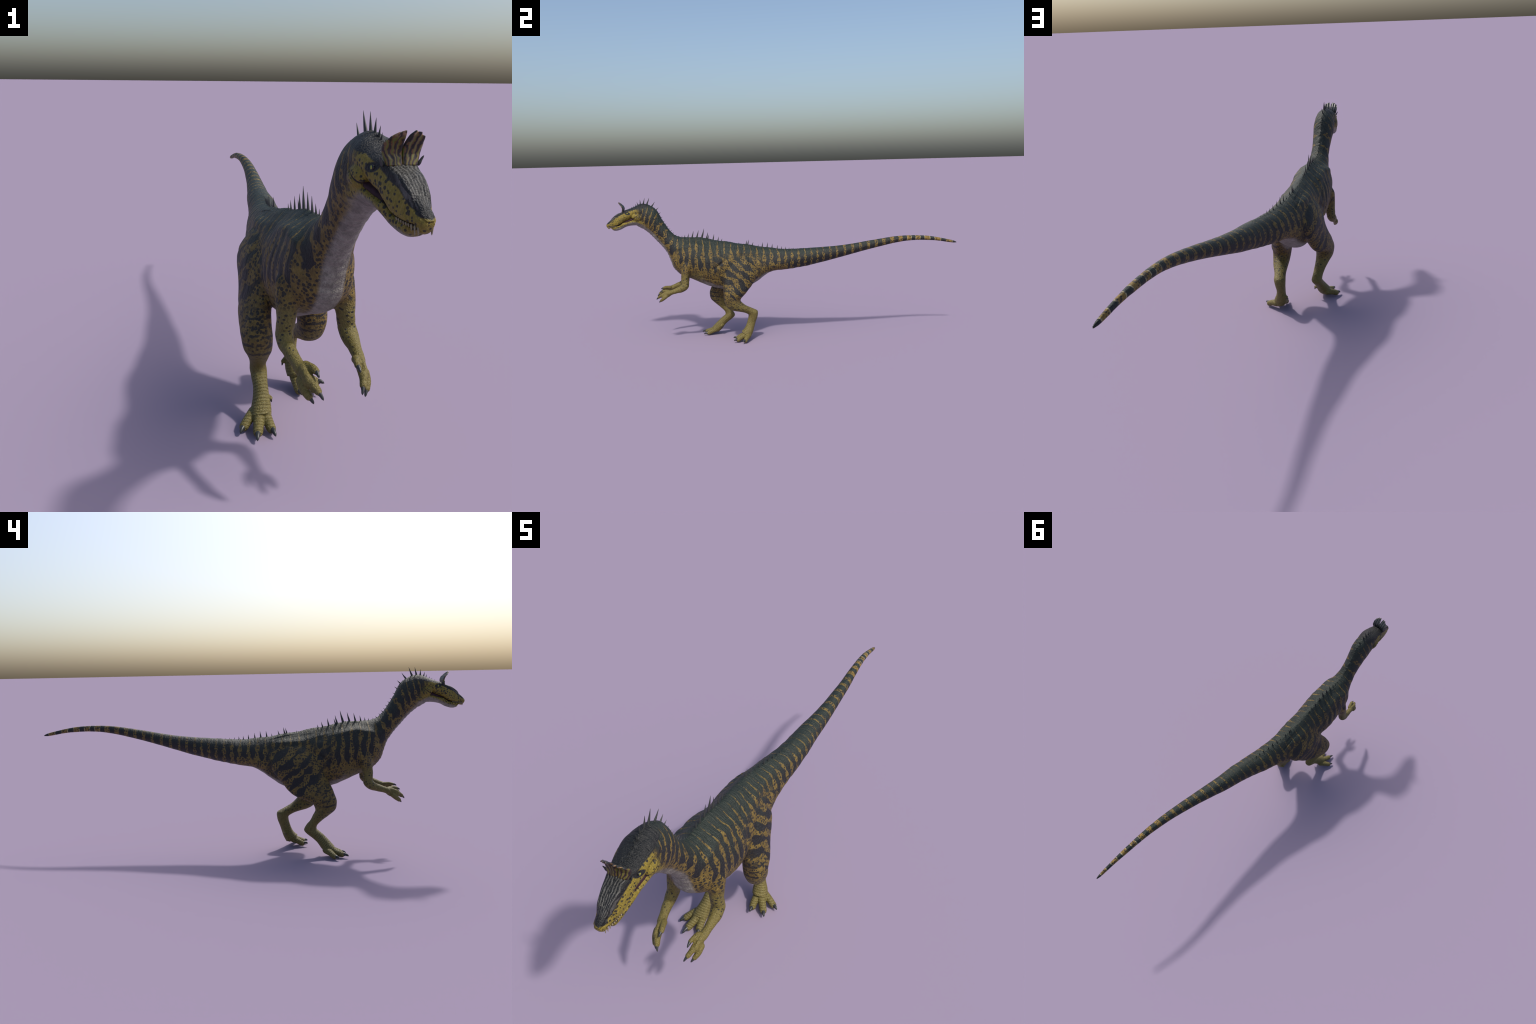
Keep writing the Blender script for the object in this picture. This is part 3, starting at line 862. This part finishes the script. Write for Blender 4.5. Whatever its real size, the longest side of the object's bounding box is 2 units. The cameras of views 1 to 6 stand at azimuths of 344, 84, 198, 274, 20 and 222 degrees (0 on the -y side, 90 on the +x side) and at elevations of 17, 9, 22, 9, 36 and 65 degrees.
def main():
    root = bpy.data.objects.new("dinosaur", None)
    bpy.context.scene.collection.objects.link(root)
    root["label"] = "crested striped dinosaur striding with tail held out"
    root["category"] = "dinosaur"
    body = build_body()
    sculpt(body)
    parts = split_body(body, root, skin())
    bpy.data.meshes.remove(body)

    horn = plain_material("horn_dark", HORN, 0.38, 0.2, 300.0, (0.030, 0.032, 0.031))
    spine = plain_material("spine_dark", (0.014, 0.016, 0.015), 0.5, 0.1, 200.0, (0.026, 0.030, 0.027))
    tooth = plain_material("tooth_ivory", (0.22, 0.19, 0.12), 0.35, 0.1, 300.0, (0.16, 0.12, 0.06))
    lining = plain_material("mouth_lining", (0.020, 0.008, 0.012), 0.6, 0.2, 150.0, (0.034, 0.013, 0.019), 0.2)
    crest_back = plain_material("crest_back", (0.016, 0.018, 0.018), 0.42, 0.3, 160.0, (0.045, 0.047, 0.044))

    for tag, side in (("R", "right"), ("L", "left")):
        foot = parts["foot." + tag]
        for axis, radii, tip in TOES[side]:
            end = np.array(axis[-1])
            d = np.array(tip) - end
            d /= np.linalg.norm(d)
            claw("claw", tuple(end + d * radii[-1] * 0.45 + np.array((0, 0, 0.0015))), tip, 0.0088, (0, 0, 0.0045), horn, foot)
        axis, radii, tip = DEW[side]
        claw("claw", axis[-1], tip, 0.0048, (0.0, 0.001, 0.001), horn, foot)
        sign = -1 if side == "right" else 1
        place = lambda p: (MID + sign * p[0], p[1], p[2])
        for axis, radii, tip in FINGERS:
            end, t = np.array(axis[-1]), np.array(tip)
            d = (t - end) / np.linalg.norm(t - end)
            claw("claw", place(end + d * radii[-1] * 0.35), place(t), 0.0058, (0, -0.001, 0.0015), horn, parts["hand." + tag])
        iris = eye_material() if side == "right" else bpy.data.materials["eye_iris"]
        bm = bmesh.new()
        bmesh.ops.create_uvsphere(bm, u_segments=24, v_segments=16, radius=0.0052)
        new_part("eye", bm, iris, parts["head"], (MID + sign * 0.0350, -0.8765, 0.7580))
        for k in range(9):
            y = -0.9890 + k * 0.0056
            off = float(np.interp(y, [-0.99, -0.975, -0.955, -0.93], [0.0115, 0.0185, 0.0225, 0.0265]))
            z = float(np.interp(y, [-0.99, -0.975, -0.955, -0.935], [0.682, 0.685, 0.687, 0.691]))
            length = (0.0115, 0.0125, 0.0085, 0.0040, 0.0035, 0.0042, 0.0032, 0.0038, 0.0030)[k]
            x = MID + sign * off
            claw("tooth", (x, y, z), (x - sign * 0.0005, y - 0.0005, z - length), 0.0017, (0, -0.0004, 0), tooth, parts["head"], 1.0)
    add_spines(parts, spine)
    add_crest(parts, crest_material(), crest_back)
    bm = bmesh.new()
    loft(bm, [
        (-0.968, 0.690, -0.966, 0.676, MID, 0.0120, 0, 1, 1),
        (-0.940, 0.694, -0.938, 0.678, MID, 0.0185, 0, 1, 1),
        (-0.905, 0.712, -0.900, 0.692, MID, 0.0230, 0, 0.7, 0.7),
        (-0.870, 0.728, -0.866, 0.704, MID, 0.0310, 0, 0.7, 0.7),
        (-0.842, 0.738, -0.838, 0.715, MID, 0.0370, 0, 0.7, 0.7),
        (-0.815, 0.745, -0.812, 0.725, MID, 0.0400, 0, 0.7, 0.7),
    ], 30, 24)
    new_part("mouth_lining", bm, lining, parts["head"])


main()
